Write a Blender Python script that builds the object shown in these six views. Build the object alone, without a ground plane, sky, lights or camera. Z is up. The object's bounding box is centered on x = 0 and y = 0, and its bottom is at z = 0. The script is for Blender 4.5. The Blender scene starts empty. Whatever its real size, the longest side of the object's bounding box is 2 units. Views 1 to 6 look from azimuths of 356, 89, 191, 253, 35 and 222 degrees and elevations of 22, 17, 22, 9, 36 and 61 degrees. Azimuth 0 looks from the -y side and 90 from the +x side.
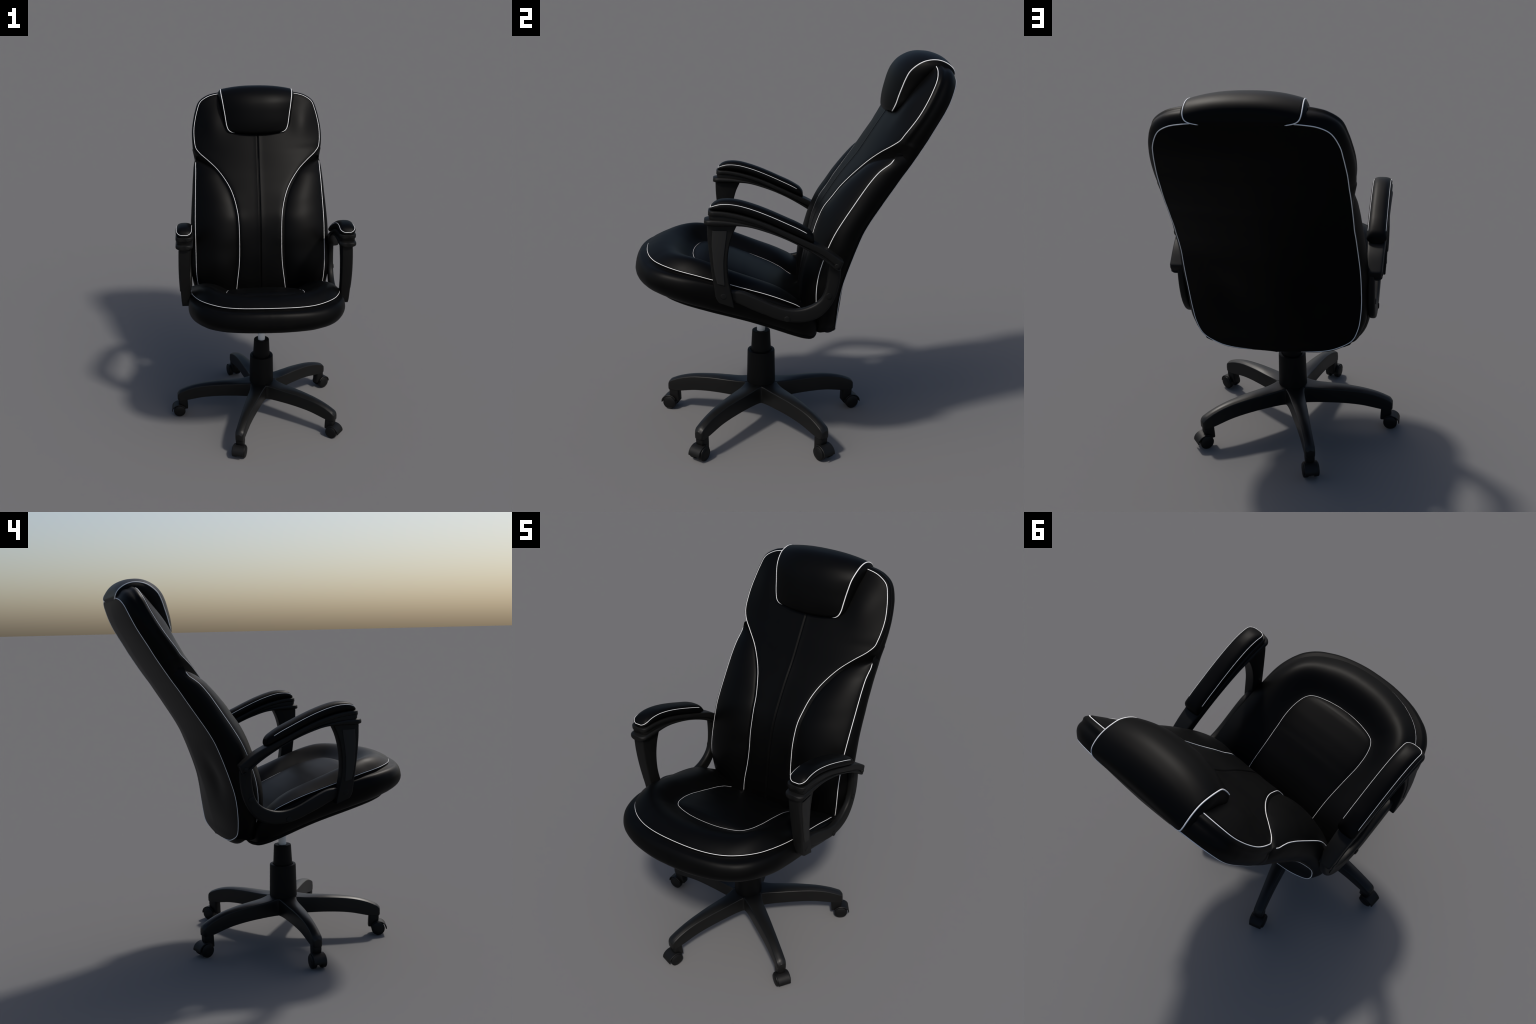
# Reclined executive office chair: padded leather seat and backrest with white piping,
# loop armrests, gas lift and a five-legged star base on twin-wheel casters.
import bpy, bmesh, math
import numpy as np
from mathutils import Vector

X0 = 0.034            # symmetry plane of the upholstered part
BX, BY = 0.024, -0.131  # axis of the gas lift

# ----------------------------------------------------------------------------- materials
def material(name, color, rough, spec=0.5, metallic=0.0, grain=0.0, grain_scale=300.0,
             mottling=0.0, coat=0.0):
    m = bpy.data.materials.new(name)
    m.use_nodes = True
    nt = m.node_tree
    b = nt.nodes["Principled BSDF"]
    b.inputs["Roughness"].default_value = rough
    b.inputs["Metallic"].default_value = metallic
    b.inputs["Specular IOR Level"].default_value = spec
    b.inputs["Coat Weight"].default_value = coat
    tc = nt.nodes.new("ShaderNodeTexCoord")
    n = nt.nodes.new("ShaderNodeTexNoise")
    n.inputs["Scale"].default_value = 9.0
    n.inputs["Detail"].default_value = 3.0
    nt.links.new(tc.outputs["Object"], n.inputs["Vector"])
    ramp = nt.nodes.new("ShaderNodeValToRGB")
    lo = [c * (1 - mottling) for c in color]
    hi = [c * (1 + mottling) for c in color]
    ramp.color_ramp.elements[0].color = (*lo, 1)
    ramp.color_ramp.elements[1].color = (*hi, 1)
    ramp.color_ramp.elements[0].position = 0.35
    ramp.color_ramp.elements[1].position = 0.65
    nt.links.new(n.outputs["Fac"], ramp.inputs["Fac"])
    nt.links.new(ramp.outputs["Color"], b.inputs["Base Color"])
    if grain > 0:
        v = nt.nodes.new("ShaderNodeTexVoronoi")
        v.inputs["Scale"].default_value = grain_scale
        nt.links.new(tc.outputs["Object"], v.inputs["Vector"])
        bp = nt.nodes.new("ShaderNodeBump")
        bp.inputs["Strength"].default_value = grain
        bp.inputs["Distance"].default_value = 0.0006
        nt.links.new(v.outputs["Distance"], bp.inputs["Height"])
        nt.links.new(bp.outputs["Normal"], b.inputs["Normal"])
    return m

LEATHER = material("black_leather", (0.0012, 0.0012, 0.0012), 0.47, 0.085, mottling=0.12)
PIPING = material("white_piping", (0.80, 0.80, 0.80), 0.5, 0.4)
PLASTIC = material("black_plastic", (0.0060, 0.0060, 0.0058), 0.42, 0.26, mottling=0.06)
ARMPLASTIC = material("armrest_plastic", (0.0050, 0.0050, 0.0048), 0.5, 0.16, mottling=0.06)
INSET = material("grey_inset_plastic", (0.0110, 0.0110, 0.0108), 0.55, 0.25)
SLEEVE = material("lift_sleeve_plastic", (0.0028, 0.0028, 0.0028), 0.55, 0.14)
CASTERM = material("caster_plastic", (0.0045, 0.0045, 0.0045), 0.5, 0.2)
STEEL = material("pale_steel", (0.80, 0.80, 0.80), 0.4, 0.5)
BOARD = material("seat_board_cloth", (0.002, 0.002, 0.002), 0.65, 0.1)

# ----------------------------------------------------------------------------- helpers
def link(o, parent=None):
    bpy.context.scene.collection.objects.link(o)
    if parent is not None:
        o.parent = parent
    return o

def mesh_data(name, verts, faces, mat, angle=40, weld=1e-5):
    me = bpy.data.meshes.new(name)
    bm = bmesh.new()
    vs = [bm.verts.new(Vector([float(c) for c in v])) for v in verts]
    for f in faces:
        if len(set(f)) >= 3:
            try:
                bm.faces.new([vs[i] for i in f])
            except ValueError:
                pass
    bmesh.ops.remove_doubles(bm, verts=bm.verts, dist=weld)
    bmesh.ops.dissolve_degenerate(bm, dist=1e-6, edges=bm.edges)
    bmesh.ops.recalc_face_normals(bm, faces=bm.faces)
    bm.to_mesh(me)
    bm.free()
    me.polygons.foreach_set("use_smooth", [True] * len(me.polygons))
    me.set_sharp_from_angle(angle=math.radians(angle))
    me.materials.append(mat)
    return me

def add(name, verts, faces, mat, parent, angle=40):
    return link(bpy.data.objects.new(name, mesh_data(name, verts, faces, mat, angle)), parent)

def flip_to(o, direction):
    """make an open sheet face a given direction"""
    me = o.data
    s = sum((p.normal.dot(Vector(direction)) * p.area for p in me.polygons))
    if s < 0:
        me.flip_normals()

def curve(pts, n=None, t=None, knots=None):
    """smooth interpolating curve (non-uniform Hermite) through control points"""
    p = np.array(pts, float)
    if p.ndim == 1:
        p = p[:, None]
    if knots is None:
        d = np.linalg.norm(np.diff(p, axis=0), axis=1)
        knots = np.r_[0, np.cumsum(np.maximum(d, 1e-6))]
        knots = knots / knots[-1]
    k = np.array(knots, float)
    if t is None:
        t = np.linspace(k[0], k[-1], n)
    t = np.clip(np.atleast_1d(t), min(k[0], k[-1]), max(k[0], k[-1]))
    if k[-1] < k[0]:
        k = k[::-1]; p = p[::-1]
    h = np.diff(k)[:, None]
    sl = np.diff(p, axis=0) / h
    m = np.zeros_like(p)
    m[1:-1] = (sl[:-1] * h[1:] + sl[1:] * h[:-1]) / (h[:-1] + h[1:])
    m[0], m[-1] = sl[0], sl[-1]
    i = np.clip(np.searchsorted(k, t, side="right") - 1, 0, len(k) - 2)
    hh = (k[i + 1] - k[i])[:, None]
    u = ((t - k[i])[:, None]) / hh
    return ((2*u**3 - 3*u**2 + 1) * p[i] + (u**3 - 2*u**2 + u) * hh * m[i]
            + (-2*u**3 + 3*u**2) * p[i+1] + (u**3 - u**2) * hh * m[i+1])

def prof(table):
    """scalar profile x -> y from a short table of (x, y)"""
    tb = sorted(table)
    k = [a for a, _ in tb]
    v = [b for _, b in tb]
    return lambda x: float(curve(v, t=[x], knots=k)[0, 0])

def grid(rows, cu=False, cv=False, caps=(False, False)):
    """rows x columns of points -> verts, quads"""
    R = np.array(rows, float)
    n, m = R.shape[:2]
    v = [tuple(p) for r in R for p in r]
    f = []
    for i in range(n if cv else n - 1):
        for j in range(m if cu else m - 1):
            a, b = i % n, (i + 1) % n
            c, d = j % m, (j + 1) % m
            f.append((a*m + c, a*m + d, b*m + d, b*m + c))
    for cap, r in zip(caps, (0, n - 1)):
        if cap:
            f.append(tuple(range(r*m, r*m + m)))
    return v, f

def tube(name, pts, r, mat, parent, closed=False, sides=10, taper=True):
    p = np.array(pts, float)
    n = len(p)
    tg = np.gradient(p, axis=0) if not closed else (np.roll(p, -1, 0) - np.roll(p, 1, 0))
    tg /= np.linalg.norm(tg, axis=1)[:, None]
    a = np.array([0.3, 0.5, 0.81])
    nrm = a - tg[0] * (a @ tg[0])
    rows = []
    for i in range(n):
        nrm = nrm - tg[i] * (nrm @ tg[i])
        nrm /= np.linalg.norm(nrm)
        b = np.cross(tg[i], nrm)
        rr = r
        if taper and not closed and i in (0, n - 1):
            rr = r * 0.35
        rows.append([p[i] + rr * (math.cos(q) * nrm + math.sin(q) * b)
                     for q in np.linspace(0, 2*math.pi, sides, endpoint=False)])
    v, f = grid(rows, cu=True, cv=closed, caps=(not closed, not closed))
    return add(name, v, f, mat, parent, 60)

def mir(p):
    """half-space point (distance from the symmetry plane, y, z) -> right side"""
    p = np.array(p, float).copy()
    p[..., 0] = X0 + p[..., 0]
    return p

def mil(p):
    p = np.array(p, float).copy()
    p[..., 0] = X0 - p[..., 0]
    return p

def whole(half):
    """half loop from centre outward -> full loop from left end over the centre to right end"""
    h = np.array(half, float)
    return np.vstack([mil(h)[::-1], mir(h)[1:]])

def disc(name, centre, axis, r, depth, mat, parent, bevel=0.3, sides=24):
    """button or bolt head standing on a surface"""
    c = np.array(centre, float); ax = np.array(axis, float); ax /= np.linalg.norm(ax)
    u = np.cross(ax, [0.31, 0.2, 0.9]); u /= np.linalg.norm(u); w = np.cross(ax, u)
    rows = []
    for rr, d in ((r, -depth), (r, depth*(1 - bevel)), (r*0.93, depth*0.9), (r*0.8, depth), (r*0.001, depth*1.02)):
        rows.append([c + ax*d + rr*(math.cos(q)*u + math.sin(q)*w)
                     for q in np.linspace(0, 2*math.pi, sides, endpoint=False)])
    v, f = grid(rows, cu=True, caps=(True, False))
    return add(name, v, f, mat, parent, 50)

# ----------------------------------------------------------------------------- thing
chair = link(bpy.data.objects.new("office_chair", None))
chair.empty_display_size = 0.2
chair["label"] = "tall reclined black leather office chair with white piping"
chair["category"] = "office chair"

# ============================================================================= BACKREST
# Paired half loops: front piping (over the top, then the S-shaped inner line) and rear piping.
# each entry: distance from the symmetry plane, y, z
FRONT = [(0, .684, 1.951), (.15, .682, 1.949), (.246, .678, 1.943), (.32, .673, 1.925), (.364, .664, 1.897),
         (.389, .641, 1.843), (.403, .614, 1.79), (.412, .584, 1.739), (.413, .55, 1.69), (.409, .520, 1.650),
         (.401, .500, 1.621), (.380, .474, 1.598), (.323, .427, 1.557), (.266, .383, 1.511), (.221, .340, 1.461),
         (.186, .297, 1.41), (.162, .254, 1.357), (.146, .215, 1.30), (.137, .178, 1.249), (.133, .150, 1.185),
         (.132, .129, 1.118), (.132, .117, 1.05), (.134, .105, .981), (.140, .093, .912), (.149, .08, .842),
         (.156, .074, .77), (.156, .074, .70), (.12, .09, .66), (0, .10, .645)]
REAR = [(0, .776, 1.902), (.12, .775, 1.901), (.24, .772, 1.896), (.31, .764, 1.882), (.348, .754, 1.86),
        (.382, .730, 1.80), (.392, .706, 1.750), (.398, .680, 1.705), (.403, .653, 1.66), (.405, .630, 1.620),
        (.406, .610, 1.588), (.4075, .596, 1.566), (.409, .574, 1.532), (.410, .546, 1.49), (.4105, .515, 1.446),
        (.411, .485, 1.40), (.411, .453, 1.352), (.414, .42, 1.302), (.416, .386, 1.25), (.419, .349, 1.185),
        (.423, .321, 1.118), (.425, .296, 1.05), (.425, .272, .98), (.424, .252, .912), (.419, .240, .842),
        (.405, .233, .76), (.372, .231, .693), (.30, .239, .654), (0, .25, .626)]
NL = 170
kn = np.r_[0, np.cumsum(0.5*np.linalg.norm(np.diff(FRONT, axis=0), axis=1) + 0.5*np.linalg.norm(np.diff(REAR, axis=0), axis=1))]
kn /= kn[-1]
tt = np.linspace(0, 1, NL)
F = curve(FRONT, t=tt, knots=kn)
R = curve(REAR, t=tt, knots=kn)
F[0, 0] = F[-1, 0] = R[0, 0] = R[-1, 0] = 0

# side line: where the outer edge of the cushion front lies at each height
SIDE = [(.412, .55, 1.69), (.407, .514, 1.641), (.406, .500, 1.60), (.407, .487, 1.555), (.409, .471, 1.522),
        (.409, .418, 1.48), (.411, .373, 1.428), (.413, .334, 1.372), (.415, .296, 1.314), (.417, .251, 1.244),
        (.418, .215, 1.183), (.417, .185, 1.117), (.417, .161, 1.049), (.417, .141, .978), (.416, .131, .903),
        (.410, .132, .825), (.395, .140, .74), (.36, .155, .67)]
HP = prof([(z, h) for h, y, z in SIDE]); YP = prof([(z, y) for h, y, z in SIDE])
RH = prof([(z, h) for h, y, z in REAR[4:]]); RY = prof([(z, y) for h, y, z in REAR[4:]])

# centre line of the front
YC = prof([(.64, .075), (.76, .07), (.95, .094), (1.07, .120), (1.2, .160), (1.24, .179), (1.31, .222), (1.4, .283),
           (1.5, .361), (1.55, .394), (1.62, .438), (1.70, .490), (1.80, .560), (1.88, .620), (1.951, .684)])

backrest = None
# --- front panel (rows at constant height)
us = np.r_[-1, -.992, -.98, -.96, np.linspace(-.93, -.12, 22), np.linspace(-.09, .09, 25), np.linspace(.12, .93, 22), .96, .98, .992, 1]
rows = []
for h, y, z in F:
    yc = YC(z)
    row = []
    for u in us:
        x = u * max(h, 1e-4)
        a = abs(u)
        yy = yc + (y - yc) * a**2.6
        soft = -.003 + 0.006 * (1 - a**16) * min(1, h/.1)            # slight plumpness inside the piping
        soft += .026 * math.exp(-((abs(x) - .30)/.080)**2 - ((z - 1.80)/.105)**2)   # full shoulders
        seam = 0.0065 * math.exp(-(x/0.0045)**2) - 0.0025*math.exp(-(x/0.02)**2)
        yy += -soft + seam
        row.append((X0 + x, yy, z - soft*0.3))
    rows.append(row)
v, f = grid(rows)
backrest = add("backrest", v, f, LEATHER, chair, 60)
flip_to(backrest, (0, -1, .4))

# --- side band between the two piping loops
rows = []
NV = 14
lean = np.array([0, .45, .89])
for i in range(NL):
    e, r = F[i], R[i]
    z = e[2]
    tgt = F[min(i+1, NL-1)] - F[max(i-1, 0)]
    if z > 1.62:
        m = e + (r - e) * .33
        up = min(1, max(0, (z - 1.84) / .09))
        out = np.array([1.0 - up, 0.0, 0.0]) + up * lean
        if e[0] > .3:
            out = np.array([1 - up*.6, up*.3, up*.6])
        out /= np.linalg.norm(out)
        b1, b2 = .016, .024
        sh = 1
    else:
        w = min(1, (1.62 - z) / .12)
        m = np.array([HP(z) + .003 - .015*w, YP(z) + .035, z - .01])
        if z < .72:
            q = (z - .645)/.075
            m = np.array([min(m[0], max(r[0]*.96, .001)), .16, max(z - .01, .632)])
        out = np.array([1.0, 0, 0])
        dn = min(1, max(0, (.75 - z)/.10))
        out = np.array([1.0 - dn, 0.0, -float(dn)]); out /= np.linalg.norm(out)
        b1, b2 = .016*(1 - w), .024 - .018*w
        sh = 1 - w
    m = m + out*b1
    if z < .75:
        b2 += .030*min(1, (.75 - z)/.1)
    row = []
    for v_ in np.linspace(0, 1, NV):
        if v_ <= .35:
            t = v_/.35
            # round shoulder just outside the piping
            p = e + (m - e)*t + out*(.010*sh*math.sin(math.pi*t))
        else:
            t = (v_ - .35)/.65
            p = m + (r - m)*t + out*(b2*math.sin(math.pi*t)*.55)
        row.append(p)
    rows.append(row)
rows = np.array(rows)
SEAMDIR = rows[:, 1] - rows[:, 0]
SEAMDIR /= np.linalg.norm(SEAMDIR, axis=1)[:, None]
vR, fR = grid(mir(rows))
vL, fL = grid(mil(rows))
vv = vR + vL
ff = fR + [tuple(k + len(vR) for k in q) for q in fL]
add("side_band", vv, ff, LEATHER, backrest, 50)

# --- rear panel, bulging gently
us = np.r_[-1, -.985, -.96, np.linspace(-.92, .92, 41), .96, .985, 1]
BULGE = prof([(.62, .0), (.66, .020), (.75, .042), (.9, .058), (1.1, .056), (1.3, .045), (1.5, .034), (1.7, .029), (1.8, .026), (1.87, .014), (1.905, 0)])
FULL = prof([(.62, .7), (.75, .5), (.95, .22), (1.2, .22), (1.6, .25), (1.8, .45), (1.9, .6)])
rows = []
for h, y, z in R:
    row = []
    for u in us:
        a = abs(u)
        bul = BULGE(z) * ((1 - FULL(z))*(1 - a**1.3) + FULL(z)*(1 - a**3.2)) - .015*math.exp(-((a*h - .22)/.085)**2 - ((z - .98)/.10)**2)
        row.append((X0 + u*max(h, 1e-4), y + bul, z - .25*bul*(1 if z > 1.2 else z - .2)))
    rows.append(row)
v, f = grid(rows)
o = add("back_panel", v, f, LEATHER, backrest, 60)
flip_to(o, (0, 1, 0))

# --- side bolsters
CREASE = prof([(1.562, .407), (1.548, .402), (1.54, .375), (1.53, .338), (1.515, .305), (1.491, .271), (1.449, .234), (1.399, .197),
               (1.33, .168), (1.25, .149), (1.18, .145), (1.05, .144), (.98, .146), (.91, .152), (.84, .161), (.64, .168)])
FX = [(z, y) for h, y, z in FRONT[10:26]]
YS = prof(FX); XS = prof([(z, h) for h, y, z in FRONT[10:26]])
BB = prof([(1.562, -.015), (1.548, -.004), (1.54, .008), (1.52, .018), (1.49, .025), (1.45, .032), (1.38, .041), (1.3, .045), (1.06, .046), (.95, .051),
           (.86, .048), (.75, .04), (.65, .03)])
SB = prof([(1.562, -.012), (1.548, .0), (1.54, .005), (1.525, .010), (1.50, .015), (1.45, .019), (1.3, .026), (1.1, .032), (.9, .033), (.75, .025), (.64, .0)])
rows = []
zs = np.r_[1.562, 1.558, 1.554, 1.550, 1.546, 1.543, 1.539, 1.534, 1.528, 1.52, 1.51, np.linspace(1.5, .66, 70)]
for z in zs:
    hg = CREASE(z)
    xe, ye = XS(z), YS(z)
    hm, ym = HP(z) - .012, YP(z) + .035
    wall = ye + (ym - ye)*min(1.0, (hg - xe)/max(hm - xe, .02))
    yg = max(ye + .018, wall + .004)
    hp, yp = HP(z), YP(z)
    if z < .8:
        yp = YP(z)
    row = []
    row.append((hg - .004, yg + .03, z))
    NTF = 26
    for t in np.linspace(0, 1, NTF):
        # rounded pillow: rises quickly from the groove, rolls over to the side piping
        s = math.sin(math.pi * t**.97)**.64 if 0 < t < 1 else 0
        row.append((hg + (hp - hg)*t, yg + (yp - yg)*t - BB(z)*s, z))
    rh, ry = RH(z) - .003, RY(z) - .006
    for t in np.linspace(0, 1, 15)[1:]:
        s = math.sin(math.pi*t)**.8 if t < 1 else 0
        row.append((hp + (rh - hp)*t + SB(z)*s - (.012 if z > 1.545 else 0)*s*0, yp + (ry - yp)*t, z))
    row.append((rh - .03, ry - .02, z))
    rows.append(row)
rows = np.array(rows)
for fn in (mir, mil):
    v, f = grid(fn(rows), cu=True, caps=(True, True))
    add("side_bolster", v, f, LEATHER, backrest, 60)

# --- piping of the backrest
PR = .0021
kink = [i for i in range(NL) if F[i][2] > .74]
tube("front_piping", whole(F[kink] + SEAMDIR[kink]*.0036 + np.array([[0, .0004 + .0007*min(1, max(0, (1.66 - q[2])/.1)), 0] for q in F[kink]])), PR - .0002, PIPING, backrest)
Rp = R.copy(); Rp[:, 0] *= .991; Rp[:, 2] = 1.26 + (Rp[:, 2] - 1.26)*.997; Rp[:, 1] += np.where((Rp[:, 2] > 1.85) & (Rp[:, 0] < .21), -.006, .0004)
loop = np.vstack([mir(Rp)[:-1], mil(Rp)[::-1][:-1]])
tube("rear_piping", loop, PR, PIPING, backrest, closed=True)
sp = curve([(HP(z) - .0004, YP(z) + .0006, z) for z in np.linspace(1.535, .76, 40)], 110)
for fn in (mir, mil):
    tube("bolster_piping", fn(sp), PR, PIPING, backrest)

# ============================================================================= HEADREST
# stations from the lower front edge over the top to the lower rear edge:
# centre line (y,z) | side piping (half width, y, z) | hidden line inside the backrest (y,z)
HEAD = [((.512, 1.707), (.120, .502, 1.722), (.55, 1.73)),
        ((.494, 1.711), (.165, .497, 1.727), (.55, 1.74)),
        ((.474, 1.723), (.188, .500, 1.742), (.56, 1.755)),
        ((.470, 1.750), (.199, .509, 1.768), (.565, 1.775)),
        ((.475, 1.797), (.205, .518, 1.802), (.59, 1.80)),
        ((.486, 1.845), (.211, .531, 1.842), (.61, 1.83)),
        ((.500, 1.892), (.218, .545, 1.882), (.64, 1.86)),
        ((.519, 1.930), (.224, .563, 1.918), (.655, 1.885)),
        ((.549, 1.964), (.230, .592, 1.946), (.67, 1.905)),
        ((.588, 1.987), (.2335, .625, 1.965), (.69, 1.92)),
        ((.623, 1.998), (.234, .66, 1.973), (.71, 1.925)),
        ((.660, 2.0), (.235, .692, 1.973), (.72, 1.92)),
        ((.702, 1.995), (.236, .722, 1.965), (.725, 1.91)),
        ((.742, 1.979), (.236, .749, 1.950), (.73, 1.905)),
        ((.768, 1.954), (.234, .768, 1.932), (.735, 1.90)),
        ((.776, 1.920), (.226, .777, 1.913), (.74, 1.89)),
        ((.779, 1.903), (.207, .778, 1.901), (.74, 1.885)),
        ((.774, 1.889), (.17, .776, 1.893), (.74, 1.88))]
kc = np.linspace(0, 1, len(HEAD))
th = np.linspace(0, 1, 80)
OC = curve([a for a, b, c in HEAD], t=th, knots=kc)
OP = curve([b for a, b, c in HEAD], t=th, knots=kc)
IN = curve([c for a, b, c in HEAD], t=th, knots=kc)
rows = []
for i in range(len(th)):
    oc, op, inn = OC[i], OP[i], IN[i]
    half = []
    for u in np.linspace(0, 1, 26):
        k = u**2.4
        half.append((u*op[0], oc[0] + (op[1] - oc[0])*k, oc[1] + (op[2] - oc[1])*k))
    for t in np.linspace(0, 1, 10)[1:]:
        w = .017*math.sin(math.pi*.5*min(1, t*1.3)) + .004*math.sin(math.pi*t)
        half.append((op[0] + w, op[1] + (inn[0] - op[1])*t, op[2] + (inn[1] - op[2])*t))
    h = np.array(half)
    rows.append(np.vstack([mil(h)[::-1], mir(h)[1:]]))
def collapse(row, inn):
    r = np.array(row).copy()
    r[:, 1] = inn[0]; r[:, 2] = inn[1]
    return r
rows = [collapse(rows[0], IN[0])] + rows + [collapse(rows[-1], IN[-1])]
v, f = grid(rows)
headrest = add("headrest", v, f, LEATHER, chair, 50)
for fn in (mir, mil):
    inw = np.column_stack([np.zeros(len(OP)), IN - OP[:, 1:]]); inw /= np.linalg.norm(inw, axis=1)[:, None]
    pp = OP + inw*.0018 + np.array([.0006, 0, 0])
    tube("headrest_piping", fn(pp), PR + .0006, PIPING, headrest)

# ============================================================================= SEAT
OUT = [(0, .125, .785), (.20, .125, .785), (.33, .124, .786), (.385, .112, .790), (.417, .083, .803), (.434, .033, .837), (.442, -.019, .861),
       (.444, -.071, .881), (.444, -.123, .898), (.444, -.176, .913), (.444, -.228, .928), (.4435, -.281, .943),
       (.442, -.333, .957), (.437, -.386, .970), (.428, -.438, .982), (.411, -.492, .991), (.388, -.545, .999),
       (.357, -.590, 1.005), (.323, -.624, 1.008), (.288, -.650, 1.0095), (.253, -.669, 1.0105), (.217, -.685, 1.013), (.146, -.705, 1.017),
       (.075, -.715, 1.020), (0, -.718, 1.021)]
INN = [(0, .08, .752), (.10, .08, .752), (.18, .078, .753), (.205, .07, .758), (.212, .045, .773), (.214, .01, .796), (.2155, -.03, .825),
       (.217, -.087, .855), (.219, -.125, .871), (.222, -.164, .886), (.225, -.20, .90), (.228, -.236, .913),
       (.2315, -.27, .926), (.233, -.303, .937), (.232, -.335, .947), (.229, -.365, .955), (.221, -.400, .964),
       (.210, -.425, .970), (.194, -.444, .973), (.172, -.456, .9745), (.147, -.465, .975), (.12, -.472, .9755), (.085, -.479, .976),
       (.04, -.484, .977), (0, -.485, .977)]
ks = np.r_[0, np.cumsum(np.linalg.norm(np.diff(OUT, axis=0), axis=1))]; ks /= ks[-1]
NS = 150
ts = np.linspace(0, 1, NS)
O = curve(OUT, t=ts, knots=ks); I = curve(INN, t=ts, knots=ks)
O[0, 0] = O[-1, 0] = I[0, 0] = I[-1, 0] = 0
O[:, 0] = np.maximum(O[:, 0], 0); I[:, 0] = np.maximum(I[:, 0], 0)
tilt = math.radians(16.5)
UP = np.array([0, math.sin(tilt), math.cos(tilt)])
CREST = prof([(-.72, .044), (-.64, .050), (-.52, .058), (-.42, .050), (-.3, .041), (-.15, .033), (0, .025), (.08, .012), (.13, .0)])
SKEW = prof([(-.72, 1.38), (-.66, 1.42), (-.58, 1.5), (-.45, 1.5), (-.25, 1.25), (-.12, 1.05), (.05, 1.0), (.13, 1.0)])
# outward direction in plan along the outer loop
tg = np.gradient(O, axis=0)
nout = np.stack([-tg[:, 1], tg[:, 0], np.zeros(NS)], 1)
nout[0] = (0, 1, 0); nout[-1] = (0, -1, 0)
nout /= np.linalg.norm(nout, axis=1)[:, None]

def revolve_half(rows):
    """rows of half loops -> both sides in one mesh"""
    rows = np.array(rows)
    vR, fR = grid(mir(rows)); vL, fL = grid(mil(rows))
    return vR + vL, fR + [tuple(k + len(vR) for k in q) for q in fL]

# --- ring cushion around the recessed panel
rows = []
for t in np.r_[0, .012, .03, np.linspace(.06, .90, 28), .925, .945, .96, .972, .982, .99, .996, 1]:
    row = []
    for i in range(NS):
        tw = t**SKEW(O[i][1])
        b = .62*(1 - abs(2*tw - 1)**2.3) + .38*math.sin(math.pi*tw)**1.3
        row.append(I[i] + (O[i] - I[i])*t + UP*CREST(O[i][1])*b)
    rows.append(row)
v, f = revolve_half(rows)
seat = add("seat_cushion", v, f, LEATHER, chair, 60)
flip_to(seat, (0, 0, 1))

# --- recessed centre panel
rows = []
for p in I:
    row = []
    for u in np.linspace(-1, 1, 41):
        row.append(np.array([X0 + u*max(p[0], 1e-4), p[1], p[2]]) +
                   UP*(.016*(1 - abs(u)**2.4) + .004*(1 - abs(u)**14))*min(1, p[0]/.19)**.8*min(1, max(0, (.04 - p[1])/.26)))
    rows.append(row)
v, f = grid(rows)
o = add("seat_panel", v, f, LEATHER, seat, 60)
flip_to(o, (0, 0, 1))

# --- padded band round the seat: widest line and lower seam, paired with the piping loop
WIDE = [(0, .150, .70), (.20, .150, .70), (.34, .148, .702), (.405, .132, .712), (.437, .095, .730), (.453, .035, .755),
        (.459, -.025, .772), (.461, -.08, .786), (.462, -.135, .80), (.463, -.19, .815), (.464, -.245, .83), (.465, -.30, .846),
        (.466, -.36, .862), (.466, -.42, .878), (.465, -.478, .888), (.460, -.535, .896), (.449, -.588, .90), (.430, -.632, .901),
        (.400, -.667, .90), (.362, -.697, .899), (.318, -.720, .898), (.270, -.740, .897), (.18, -.764, .895), (.09, -.777, .893), (0, -.780, .893)]
LOWER = [(0, .138), (.20, .138), (.32, .135), (.37, .115), (.392, .08), (.402, .02), (.406, -.04), (.408, -.09), (.409, -.14), (.409, -.19),
         (.410, -.245), (.410, -.295), (.409, -.35), (.406, -.405), (.401, -.455), (.391, -.505), (.374, -.547), (.352, -.583),
         (.326, -.610), (.296, -.633), (.262, -.652), (.225, -.664), (.15, -.680), (.075, -.688), (0, -.69)]
ZB = prof([(-.72, .846), (-.68, .837), (-.6, .825), (-.376, .777), (-.156, .717), (.066, .638), (.15, .610)])
W = curve(WIDE, t=ts, knots=ks)
W[:, 0] -= .0035
W[:, 2] += .014 + .007*np.clip((-.3 - W[:, 1])/.3, 0, 1)
corner = np.exp(-((W[:, 1] + .62)/.10)**2)
W[:, 0] -= .015*corner
W[:, 1] += .008*corner
W[:, 2] += .006*corner
Lw = curve(LOWER, t=ts, knots=ks)
frontness = np.clip((-.35 - Lw[:, 1])/.3, 0, 1)
Lw[:, 0] *= 1 - .03*frontness
Lw[:, 1] += .010*frontness
for a_ in (W, Lw):
    a_[:, 0] = np.maximum(a_[:, 0], 0); a_[0, 0] = a_[-1, 0] = 0
NB = 22
rows = [[] for _ in range(NB)]
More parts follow.
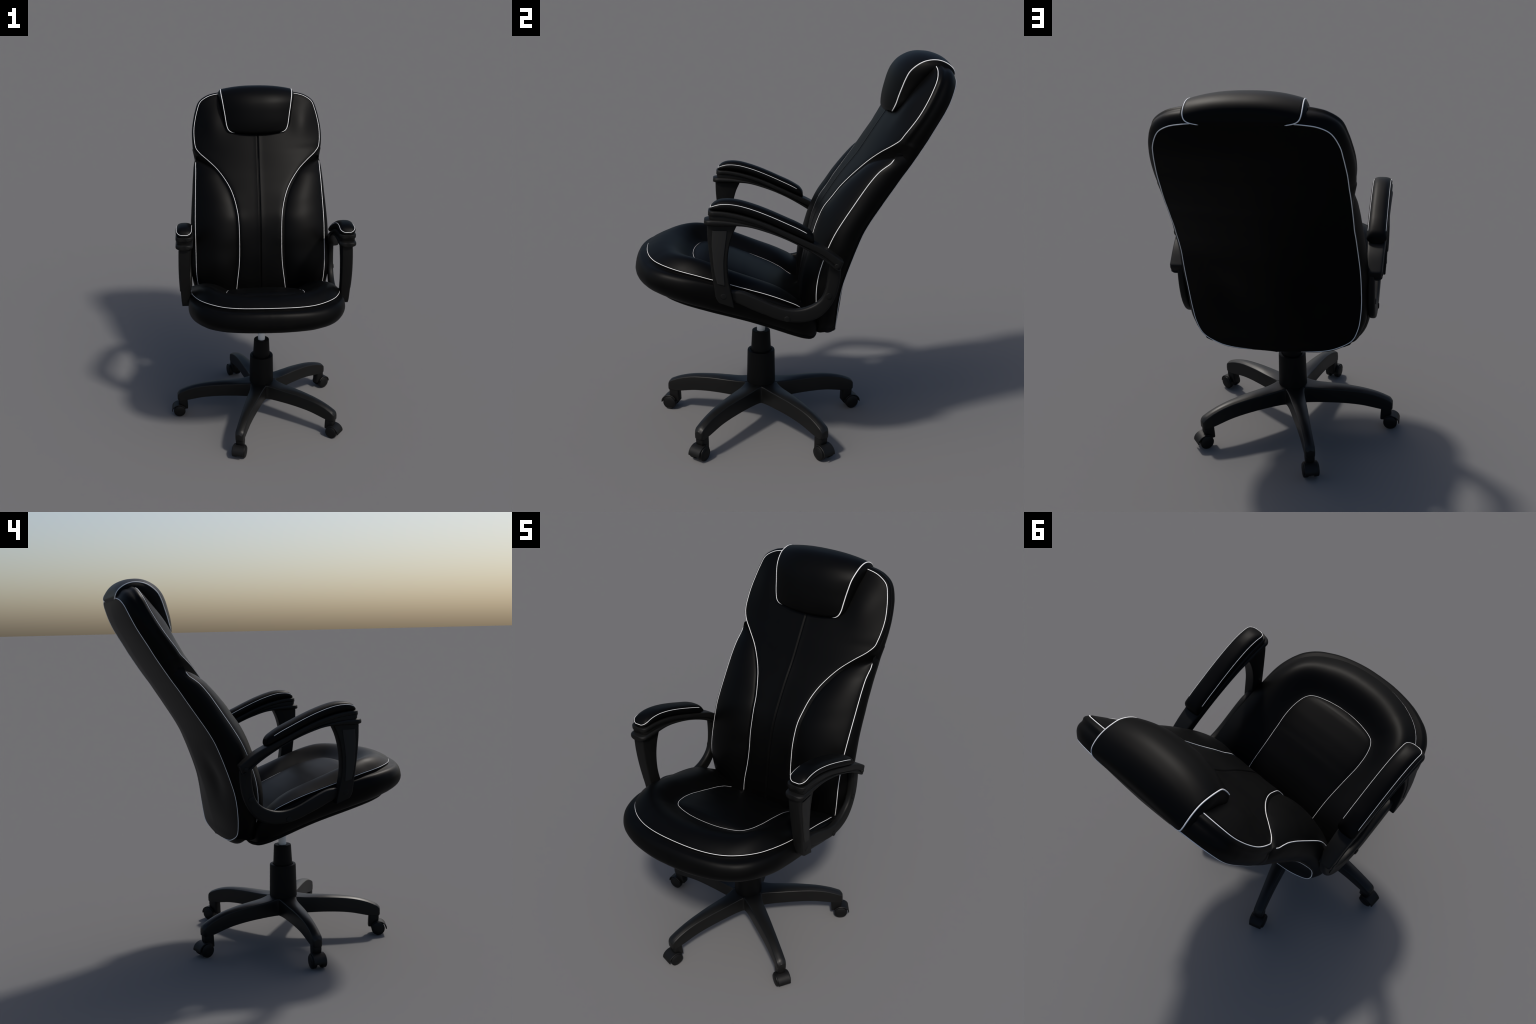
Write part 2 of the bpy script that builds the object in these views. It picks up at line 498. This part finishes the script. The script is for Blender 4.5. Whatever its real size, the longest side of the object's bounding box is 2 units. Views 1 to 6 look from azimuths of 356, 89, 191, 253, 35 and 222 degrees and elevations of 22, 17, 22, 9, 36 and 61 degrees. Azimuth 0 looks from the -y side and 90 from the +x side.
for i in range(NS):
    n = nout[i]; p = O[i]; B = W[i]
    S = np.array([Lw[i][0], Lw[i][1], ZB(Lw[i][1]) + .024])
    K = p - n*.0018 - UP*.010
    K1 = p - n*.0035 - UP*.0175
    d1 = B - K1; d1h = np.array([d1[0], d1[1], 0]); d1v = np.array([0, 0, d1[2]])
    d2 = S - B; d2h = np.array([d2[0], d2[1], 0]); d2v = np.array([0, 0, d2[2]])
    pts = [p, K, K1]
    for q in (20, 42, 65, 90):
        q = math.radians(q)
        pts.append(K1 + d1h*math.sin(q)**.55 + d1v*(1 - math.cos(q)))
    for q in (24, 46, 68, 90):
        q = math.radians(q)
        pts.append(B + d2h*(1 - math.cos(q))**.85 + d2v*math.sin(q))
    d = np.r_[0, np.cumsum(np.maximum(np.linalg.norm(np.diff(pts, axis=0), axis=1), 1e-5))]
    tq = np.interp(np.linspace(0, len(pts) - 1, NB), range(len(pts)), d)
    cc = curve(pts, t=tq, knots=d)
    for k in range(NB):
        q = cc[k].copy(); q[0] = max(q[0], 0)
        if i in (0, NS-1): q[0] = 0
        rows[k].append(q)
v, f = revolve_half(rows)
add("seat_band", v, f, LEATHER, seat, 45)
SEAM = rows[-1]

# --- seat board underneath
rows = []
for inset, dz in ((.016, .012), (-.001, .0), (-.006, -.008), (-.003, -.017), (.006, -.025), (.022, -.030), (.06, -.031), (.12, -.031), (.25, -.031), (.5, -.031)):
    row = []
    for i in range(NS):
        s = SEAM[i]
        n = nout[i]
        q = np.array(s) - n*inset
        if inset > .1:
            k = (inset - .06)/.44
            c = np.array([0, min(max(s[1], -.45), .0), 0])
            q = (np.array(s) - n*.06)*(1 - k) + c*k
        q[2] = max(ZB(q[1]), .602) + .031 + dz
        q[0] = max(q[0], 0)
        row.append(q)
    rows.append(row)
v, f = revolve_half(rows)
add("seat_board", v, f, BOARD, seat, 60)

# --- seat piping
idx = [i for i in range(NS) if not (O[i][1] > .06)]
op = np.vstack([O[[i]] - nout[i]*.0006 - UP*.0042 for i in idx])
tube("seat_piping", whole(op[::-1]), PR - .0006, PIPING, seat)
idx = [i for i in range(NS) if I[i][1] < .04]
tube("panel_piping", whole((I[idx] - UP*.0010)[::-1]), PR - .0006, PIPING, seat)

# ============================================================================= ARMRESTS
def rounded_section(w, h, p=4.0, n=28):
    """superellipse section, half width w, half height h"""
    a = np.linspace(0, 2*math.pi, n, endpoint=False)
    c, s = np.cos(a), np.sin(a)
    return np.stack([np.sign(c)*np.abs(c)**(2/p)*w, np.sign(s)*np.abs(s)**(2/p)*h], 1)

STATIONS = []
def beam(top, bot, hw, xc, n=60, p=4.0, front_round=.5, rear_round=.2, hwfun=None, welt=0.0):
    """bar along the arm lofted between a top and a bottom line in the (y, z) plane;
    ends rounded in plan"""
    T = curve(top, n=n); Bt = curve(bot, n=n)
    rows = []
    d = np.r_[0, np.cumsum(np.linalg.norm(np.diff((T+Bt)/2, axis=0), axis=1))]
    L = d[-1]
    fr, rr = hw*front_round, hw*rear_round
    # denser stations at the ends
    s = np.r_[fr*(1 - np.cos(np.linspace(0, math.pi/2, 9))), np.linspace(fr, L - rr, n)[1:-1],
              L - rr*(1 - np.cos(np.linspace(math.pi/2, 0, 7)))]
    for q in s:
        tp = np.array([np.interp(q, d, T[:, 0]), np.interp(q, d, T[:, 1])])
        bt = np.array([np.interp(q, d, Bt[:, 0]), np.interp(q, d, Bt[:, 1])])
        k = 1.0
        if q < fr: k = math.sqrt(max(0, 1 - ((fr - q)/fr)**2))
        if q > L - rr: k = math.sqrt(max(0, 1 - ((q - L + rr)/rr)**2))
        wk = (hwfun(tp[0]) if hwfun else hw)
        wk = wk*(1 - front_round*(1-k)) if q < fr else wk*(1 - rear_round*(1-k))
        kv = .90 + .10*k
        mid = (tp + bt)/2; hv = (tp - bt)/2*kv
        sec = rounded_section(wk, 1.0, p)
        rows.append([(xc + a*(1 - welt*min(1, max(0, (b - .08)/.34))), mid[0] + hv[0]*b, mid[1] + hv[1]*b) for a, b in sec])
        STATIONS.append((wk, mid, hv))
    return grid(rows, cu=True, caps=(True, True))

PAD_TOP = [(-.366, 1.337), (-.352, 1.350), (-.327, 1.361), (-.294, 1.365), (-.252, 1.362), (-.206, 1.351), (-.154, 1.334),
           (-.089, 1.308), (-.018, 1.276), (.034, 1.252), (.072, 1.230), (.095, 1.213), (.108, 1.195)]
PAD_BOT = [(-.374, 1.316), (-.355, 1.316), (-.321, 1.314), (-.288, 1.310), (-.252, 1.303), (-.216, 1.294), (-.170, 1.279),
           (-.104, 1.253), (-.040, 1.225), (.010, 1.201), (.055, 1.182), (.090, 1.168), (.110, 1.160)]
STRIP_BOT = [(-.380, 1.293), (-.331, 1.293), (-.275, 1.285), (-.206, 1.269), (-.136, 1.245), (-.043, 1.201), (.052, 1.152),
             (.147, 1.103), (.235, 1.030)]
STRIP_TOP = [(-.379, 1.317), (-.331, 1.317), (-.268, 1.308), (-.196, 1.290), (-.124, 1.265), (-.030, 1.224), (.070, 1.178),
             (.165, 1.132), (.250, 1.070)]
NECK_BOT = [(-.372, 1.262), (-.322, 1.258), (-.248, 1.256), (-.200, 1.250), (-.130, 1.230), (-.050, 1.198), (.045, 1.150),
            (.140, 1.092), (.230, 1.020)]
LEDGE_TOP = [(-.398, 1.276), (-.350, 1.279), (-.275, 1.272), (-.180, 1.251), (-.09, 1.221), (.005, 1.178), (.099, 1.128),
             (.180, 1.076), (.238, 1.028)]
LEDGE_BOT = [(-.400, 1.248), (-.355, 1.243), (-.280, 1.244), (-.206, 1.241), (-.110, 1.215), (-.010, 1.175), (.075, 1.129),
             (.150, 1.080), (.215, 1.026)]
POST_F = [(-.385, 1.250), (-.384, 1.192), (-.378, 1.118), (-.368, 1.029), (-.356, .943), (-.346, .885), (-.335, .868)]
POST_R = [(-.245, 1.250), (-.268, 1.200), (-.280, 1.160), (-.289, 1.110), (-.293, 1.050), (-.291, 1.000), (-.283, .950), (-.274, .905), (-.262, .842)]
INSET_F = [(-.360, 1.222), (-.364, 1.165), (-.3605, 1.10), (-.357, 1.05), (-.350, 1.002), (-.341, .966)]
INSET_R = [(-.292, 1.222), (-.2965, 1.185), (-.303, 1.135), (-.309, 1.072), (-.308, 1.007), (-.305, .957)]
STRAP_UP = [(-.30, .920), (-.224, .914), (-.185, .899), (-.127, .872), (-.069, .845), (-.021, .829), (.018, .823), (.057, .826),
            (.091, .836), (.122, .852), (.148, .876), (.166, .913), (.176, .964), (.179, 1.025), (.178, 1.07)]
STRAP_LO = [(-.30, .872), (-.236, .850), (-.187, .826), (-.117, .796), (-.060, .773), (-.012, .761), (.036, .757), (.086, .761),
            (.130, .775), (.168, .803), (.198, .842), (.221, .892), (.235, .948), (.241, 1.01), (.241, 1.06)]

def side_extrude(front, rear, x_in, x_out, n=24, rnd=.006, close=True):
    """upright plate between a front and a rear line, extruded across, edges rounded"""
    A = curve(front, n=n); B_ = curve(rear, n=n)
    rows = []
    for k in range(n):
        a, b = A[k], B_[k]
        mid = (a + b)/2; hv = (b - a)/2
        xi = x_in(mid[1]) if callable(x_in) else x_in
        xo = x_out(mid[1]) if callable(x_out) else x_out
        hw = abs(xo - xi)/2; xc = (xi + xo)/2
        hl = np.linalg.norm(hv); u = hv/hl
        r = min(rnd, hw*.9, hl*.9)
        sec = []
        for cx, cy, a0 in ((1, 1, 0), (-1, 1, 90), (-1, -1, 180), (1, -1, 270)):
            for q in (0, 22.5, 45, 67.5, 90):
                an = math.radians(a0 + q)
                sec.append((cx*(hw - r) + r*math.cos(an), cy*(hl - r) + r*math.sin(an)))
        rows.append([(xc + sx, mid[0] + u[0]*sy, mid[1] + u[1]*sy) for sx, sy in sec])
    return grid(rows, cu=True, caps=(True, True))

for side in (1, -1):
    XC = X0 + side*.478
    px = lambda d: X0 + side*d
    # frame: strip under the pad, neck and lower ledge
    vv, ff = [], []
    def join(vf):
        global vv, ff
        n = len(vv); vv = vv + vf[0]; ff = ff + [tuple(k + n for k in q) for q in vf[1]]
    strip_w = prof([(-.38, .050), (-.2, .0505), (.05, .045), (.15, .040), (.26, .036)])
    join(beam(STRIP_TOP, STRIP_BOT, .051, XC, p=7, front_round=.55, rear_round=.25, hwfun=strip_w))
    join(beam([(a, b + .012) for a, b in STRIP_BOT], NECK_BOT, .044, XC, p=5, front_round=.5, rear_round=.2,
              hwfun=lambda y: strip_w(y) - .006))
    join(beam(LEDGE_TOP, LEDGE_BOT, .052, XC, p=3.2, front_round=.6, rear_round=.2,
              hwfun=lambda y: strip_w(y) + .001))
    armrest = add("armrest", vv, ff, ARMPLASTIC, chair, 45)
    # pad
    STATIONS.clear()
    v, f = beam(PAD_TOP, PAD_BOT, .0490, XC, n=70, p=2.7, front_round=.75, rear_round=.35, welt=.10)
    add("armrest_pad", v, f, LEATHER, armrest, 60)
    half = []
    b_ = .40
    for wk, mid, hv in STATIONS[1:]:
        if mid[0] < .075:
            half.append((wk*(1 - b_**2.6)**(1/2.6)*.908 + .0002, mid[0] + hv[0]*b_, mid[1] + hv[1]*b_))
    half = [(half[0][0], half[0][1] - .001, half[0][2])] + half[1:]
    h = np.array(half)
    full = np.vstack([h[::-1]*[-1, 1, 1], h])
    full[:, 0] += XC
    tube("pad_piping", full, .0013, PIPING, armrest)
    # post
    xo = prof([(.84, .500), (.94, .506), (1.08, .511), (1.25, .508)])
    xi = prof([(.84, .450), (.94, .450), (1.08, .449), (1.25, .445)])
    v, f = side_extrude(POST_F, POST_R, lambda z: px(xi(z)), lambda z: px(xo(z)), rnd=.007)
    add("armrest_post", v, f, ARMPLASTIC, armrest, 45)
    v, f = side_extrude(INSET_F, INSET_R, lambda z: px(xo(z) - .006), lambda z: px(xo(z) + .0045), rnd=.004)
    add("post_inset", v, f, INSET, armrest, 45)
    # strap running along the seat side and up the backrest
    v, f = side_extrude(STRAP_UP, STRAP_LO, px(.446), px(.482), n=60, rnd=.013)
    add("armrest_strap", v, f, ARMPLASTIC, armrest, 45)
    for (y, z, d) in ((-.312, .900, .501), (.218, 1.052, .514), (.186, .894, .482), (-.011, .778, .482)):
        disc("bolt", (px(d), y, z), (side, 0, 0), .0145 if z < 1.04 else .012, .004, ARMPLASTIC, armrest)

# ============================================================================= GAS LIFT
def lathe(name, profile, mat, parent, centre, sides=64, angle=35):
    rows = [[(centre[0] + r*math.cos(q), centre[1] + r*math.sin(q), z)
             for q in np.linspace(0, 2*math.pi, sides, endpoint=False)] for r, z in profile]
    v, f = grid(rows, cu=True, caps=(True, True))
    return add(name, v, f, mat, parent, angle)

lift = lathe("gas_lift", [(.070, .19), (.0745, .203), (.0775, .215), (.0772, .235), (.0735, .414), (.0725, .419), (.070, .4205),
                          (.058, .4205), (.057, .412), (.040, .411)], SLEEVE, chair, (BX, BY))
lathe("upper_sleeve", [(.0545, .405), (.0540, .42), (.0485, .526), (.0475, .531), (.0455, .5325), (.026, .5325), (.0255, .525), (.02, .524)],
      SLEEVE, lift, (BX, BY))
lathe("piston_rod", [(.0222, .51), (.0222, .70)], STEEL, lift, (BX, BY), 40)

# ============================================================================= STAR BASE
ZT = prof([(.0, .246), (.075, .237), (.12, .231), (.2, .2275), (.27, .2255), (.33, .221), (.40, .212), (.455, .199), (.51, .178), (.535, .164), (.546, .150)])
ZBL = prof([(.0, .140), (.09, .140), (.25, .142), (.33, .138), (.39, .131), (.44, .121), (.48, .113), (.546, .110)])
HW = prof([(.0745, .0541), (.0765, .0525), (.080, .0510), (.086, .0490), (.095, .0470), (.12, .0435), (.2, .0392), (.28, .0348), (.36, .0302), (.42, .0275), (.47, .0262), (.546, .0258)])
T36 = math.tan(math.radians(36))
stations = [.004, .03, .055, .0745, .0755, .077, .079, .082, .086, .092, .10] + list(np.linspace(.12, .53, 34)) + [.536, .540, .543, .5455, .5465]
vv, ff = [], []
for k in range(5):
    a = math.radians(-36 + 72*k)
    ca, sa = math.cos(a), math.sin(a)
    rows = []
    for r in stations:
        inner = r < .0745
        hw = r*T36 if inner else HW(r)
        e = 0
        if r > .53:
            e = 1 - math.sqrt(max(0, 1 - ((r - .53)/.0166)**2))
            hw *= 1 - .45*e
        zt, zb = ZT(r), ZBL(r) + .006*e
        cr = .006*max(0, min(1, (r - .07)/.16))
        br = min(.0065, hw*.6)
        sec = []
        for u in np.linspace(-1, 1, 11):
            x = u*(hw - br*.75)
            sec.append((x, zt + cr*(1 - u*u)))
        for q in (25, 45, 65, 90):
            qa = math.radians(q)
            sec.append((hw - br*.75 + br*.75*math.sin(qa), zt - br*(1 - math.cos(qa))))
        sec += [(hw + .001, (zt + zb)/2), (hw, zb + .003), (hw - .003, zb), (0, zb), (-hw + .003, zb), (-hw, zb + .003), (-hw - .001, (zt + zb)/2)]
        for q in (90, 65, 45, 25):
            qa = math.radians(q)
            sec.append((-(hw - br*.75 + br*.75*math.sin(qa)), zt - br*(1 - math.cos(qa))))
        rows.append([(BX + ca*r - sa*s, BY + sa*r + ca*s, z) for s, z in sec])
    v, f = grid(rows, cu=True, caps=(False, True))
    n = len(vv); vv += v; ff += [tuple(i + n for i in q) for q in f]
base = add("star_base", vv, ff, PLASTIC, chair, 40)

# ============================================================================= CASTERS
def caster_local():
    """hood, stem block and wheels; x' = outward along the leg, y' = axle, origin on the axle centre"""
    parts = {}
    # hood: curved shell over the wheels
    rows = []
    ri, ro, hwid = .0375, .0423, .0350
    angs = np.radians(np.linspace(-4, 150, 30))
    prof_ = [(-hwid, ri), (-hwid, ro - .002), (-hwid + .002, ro), (hwid - .002, ro), (hwid, ro - .002), (hwid, ri)]
    for a in angs:
        rows.append([(r*math.cos(a)*(1.18 if a < math.pi/2 else 1.0), y, r*math.sin(a)) for y, r in prof_])
    vh, fh = grid(rows, cu=True, caps=(True, True))
    # stem block on the inner side
    rows = []
    for z, x0, x1, w in ((.008, -.054, -.030, .020), (.012, -.055, -.020, .021), (.040, -.054, .004, .0235), (.058, -.0525, .006, .0245), (.070, -.052, .006, .0245), (.0775, -.051, .005, .024)):
        sec = rounded_section(1, 1, 5, 28)
        rows.append([((x0 + x1)/2 + s*(x1 - x0)/2, t*w, z) for s, t in sec])
    vs, fs = grid(rows, cu=True, caps=(True, True))
    n = len(vh)
    # plate between the wheels
    rows = []
    for y in (-.010, .010):
        rows.append([(.034*math.cos(q), y, .034*math.sin(q)) for q in np.linspace(math.radians(-20), math.radians(200), 24)])
    vp, fp = grid(rows, cu=True, caps=(True, True))
    m = n + len(vs)
    parts["hood"] = (vh + vs + vp, fh + [tuple(i + n for i in q) for q in fs] + [tuple(i + m for i in q) for q in fp])
    # wheel (one side)
    rows = []
    R_ = .0375
    for y, r in ((.013, .020), (.013, R_ - .004), (.0145, R_ - .001), (.018, R_), (.034, R_), (.0385, R_ - .001), (.0405, R_ - .004),
                 (.041, R_ - .0055), (.0400, R_ - .0062), (.0405, R_ - .008), (.0425, R_ - .012), (.0430, .012), (.0430, .0005)):
        rows.append([(r*math.cos(q), y, r*math.sin(q)) for q in np.linspace(0, 2*math.pi, 40, endpoint=False)])
    parts["wheel"] = grid(rows, cu=True, caps=(True, False))
    return parts

cp = caster_local()
hood_me = mesh_data("caster", cp["hood"][0], cp["hood"][1], CASTERM, 40)
wheel_me = mesh_data("wheel", cp["wheel"][0], cp["wheel"][1], CASTERM, 35)
for k in range(5):
    a = math.radians(-36 + 72*k)
    c = bpy.data.objects.new("caster", hood_me)
    link(c, chair)
    c.location = (BX + .535*math.cos(a), BY + .535*math.sin(a), .0375)
    c.rotation_euler = (0, 0, a)
    for s in (0, math.pi):
        w = bpy.data.objects.new("wheel", wheel_me)
        link(w, c)
        w.rotation_euler = (0, 0, s)

bpy.context.view_layer.update()
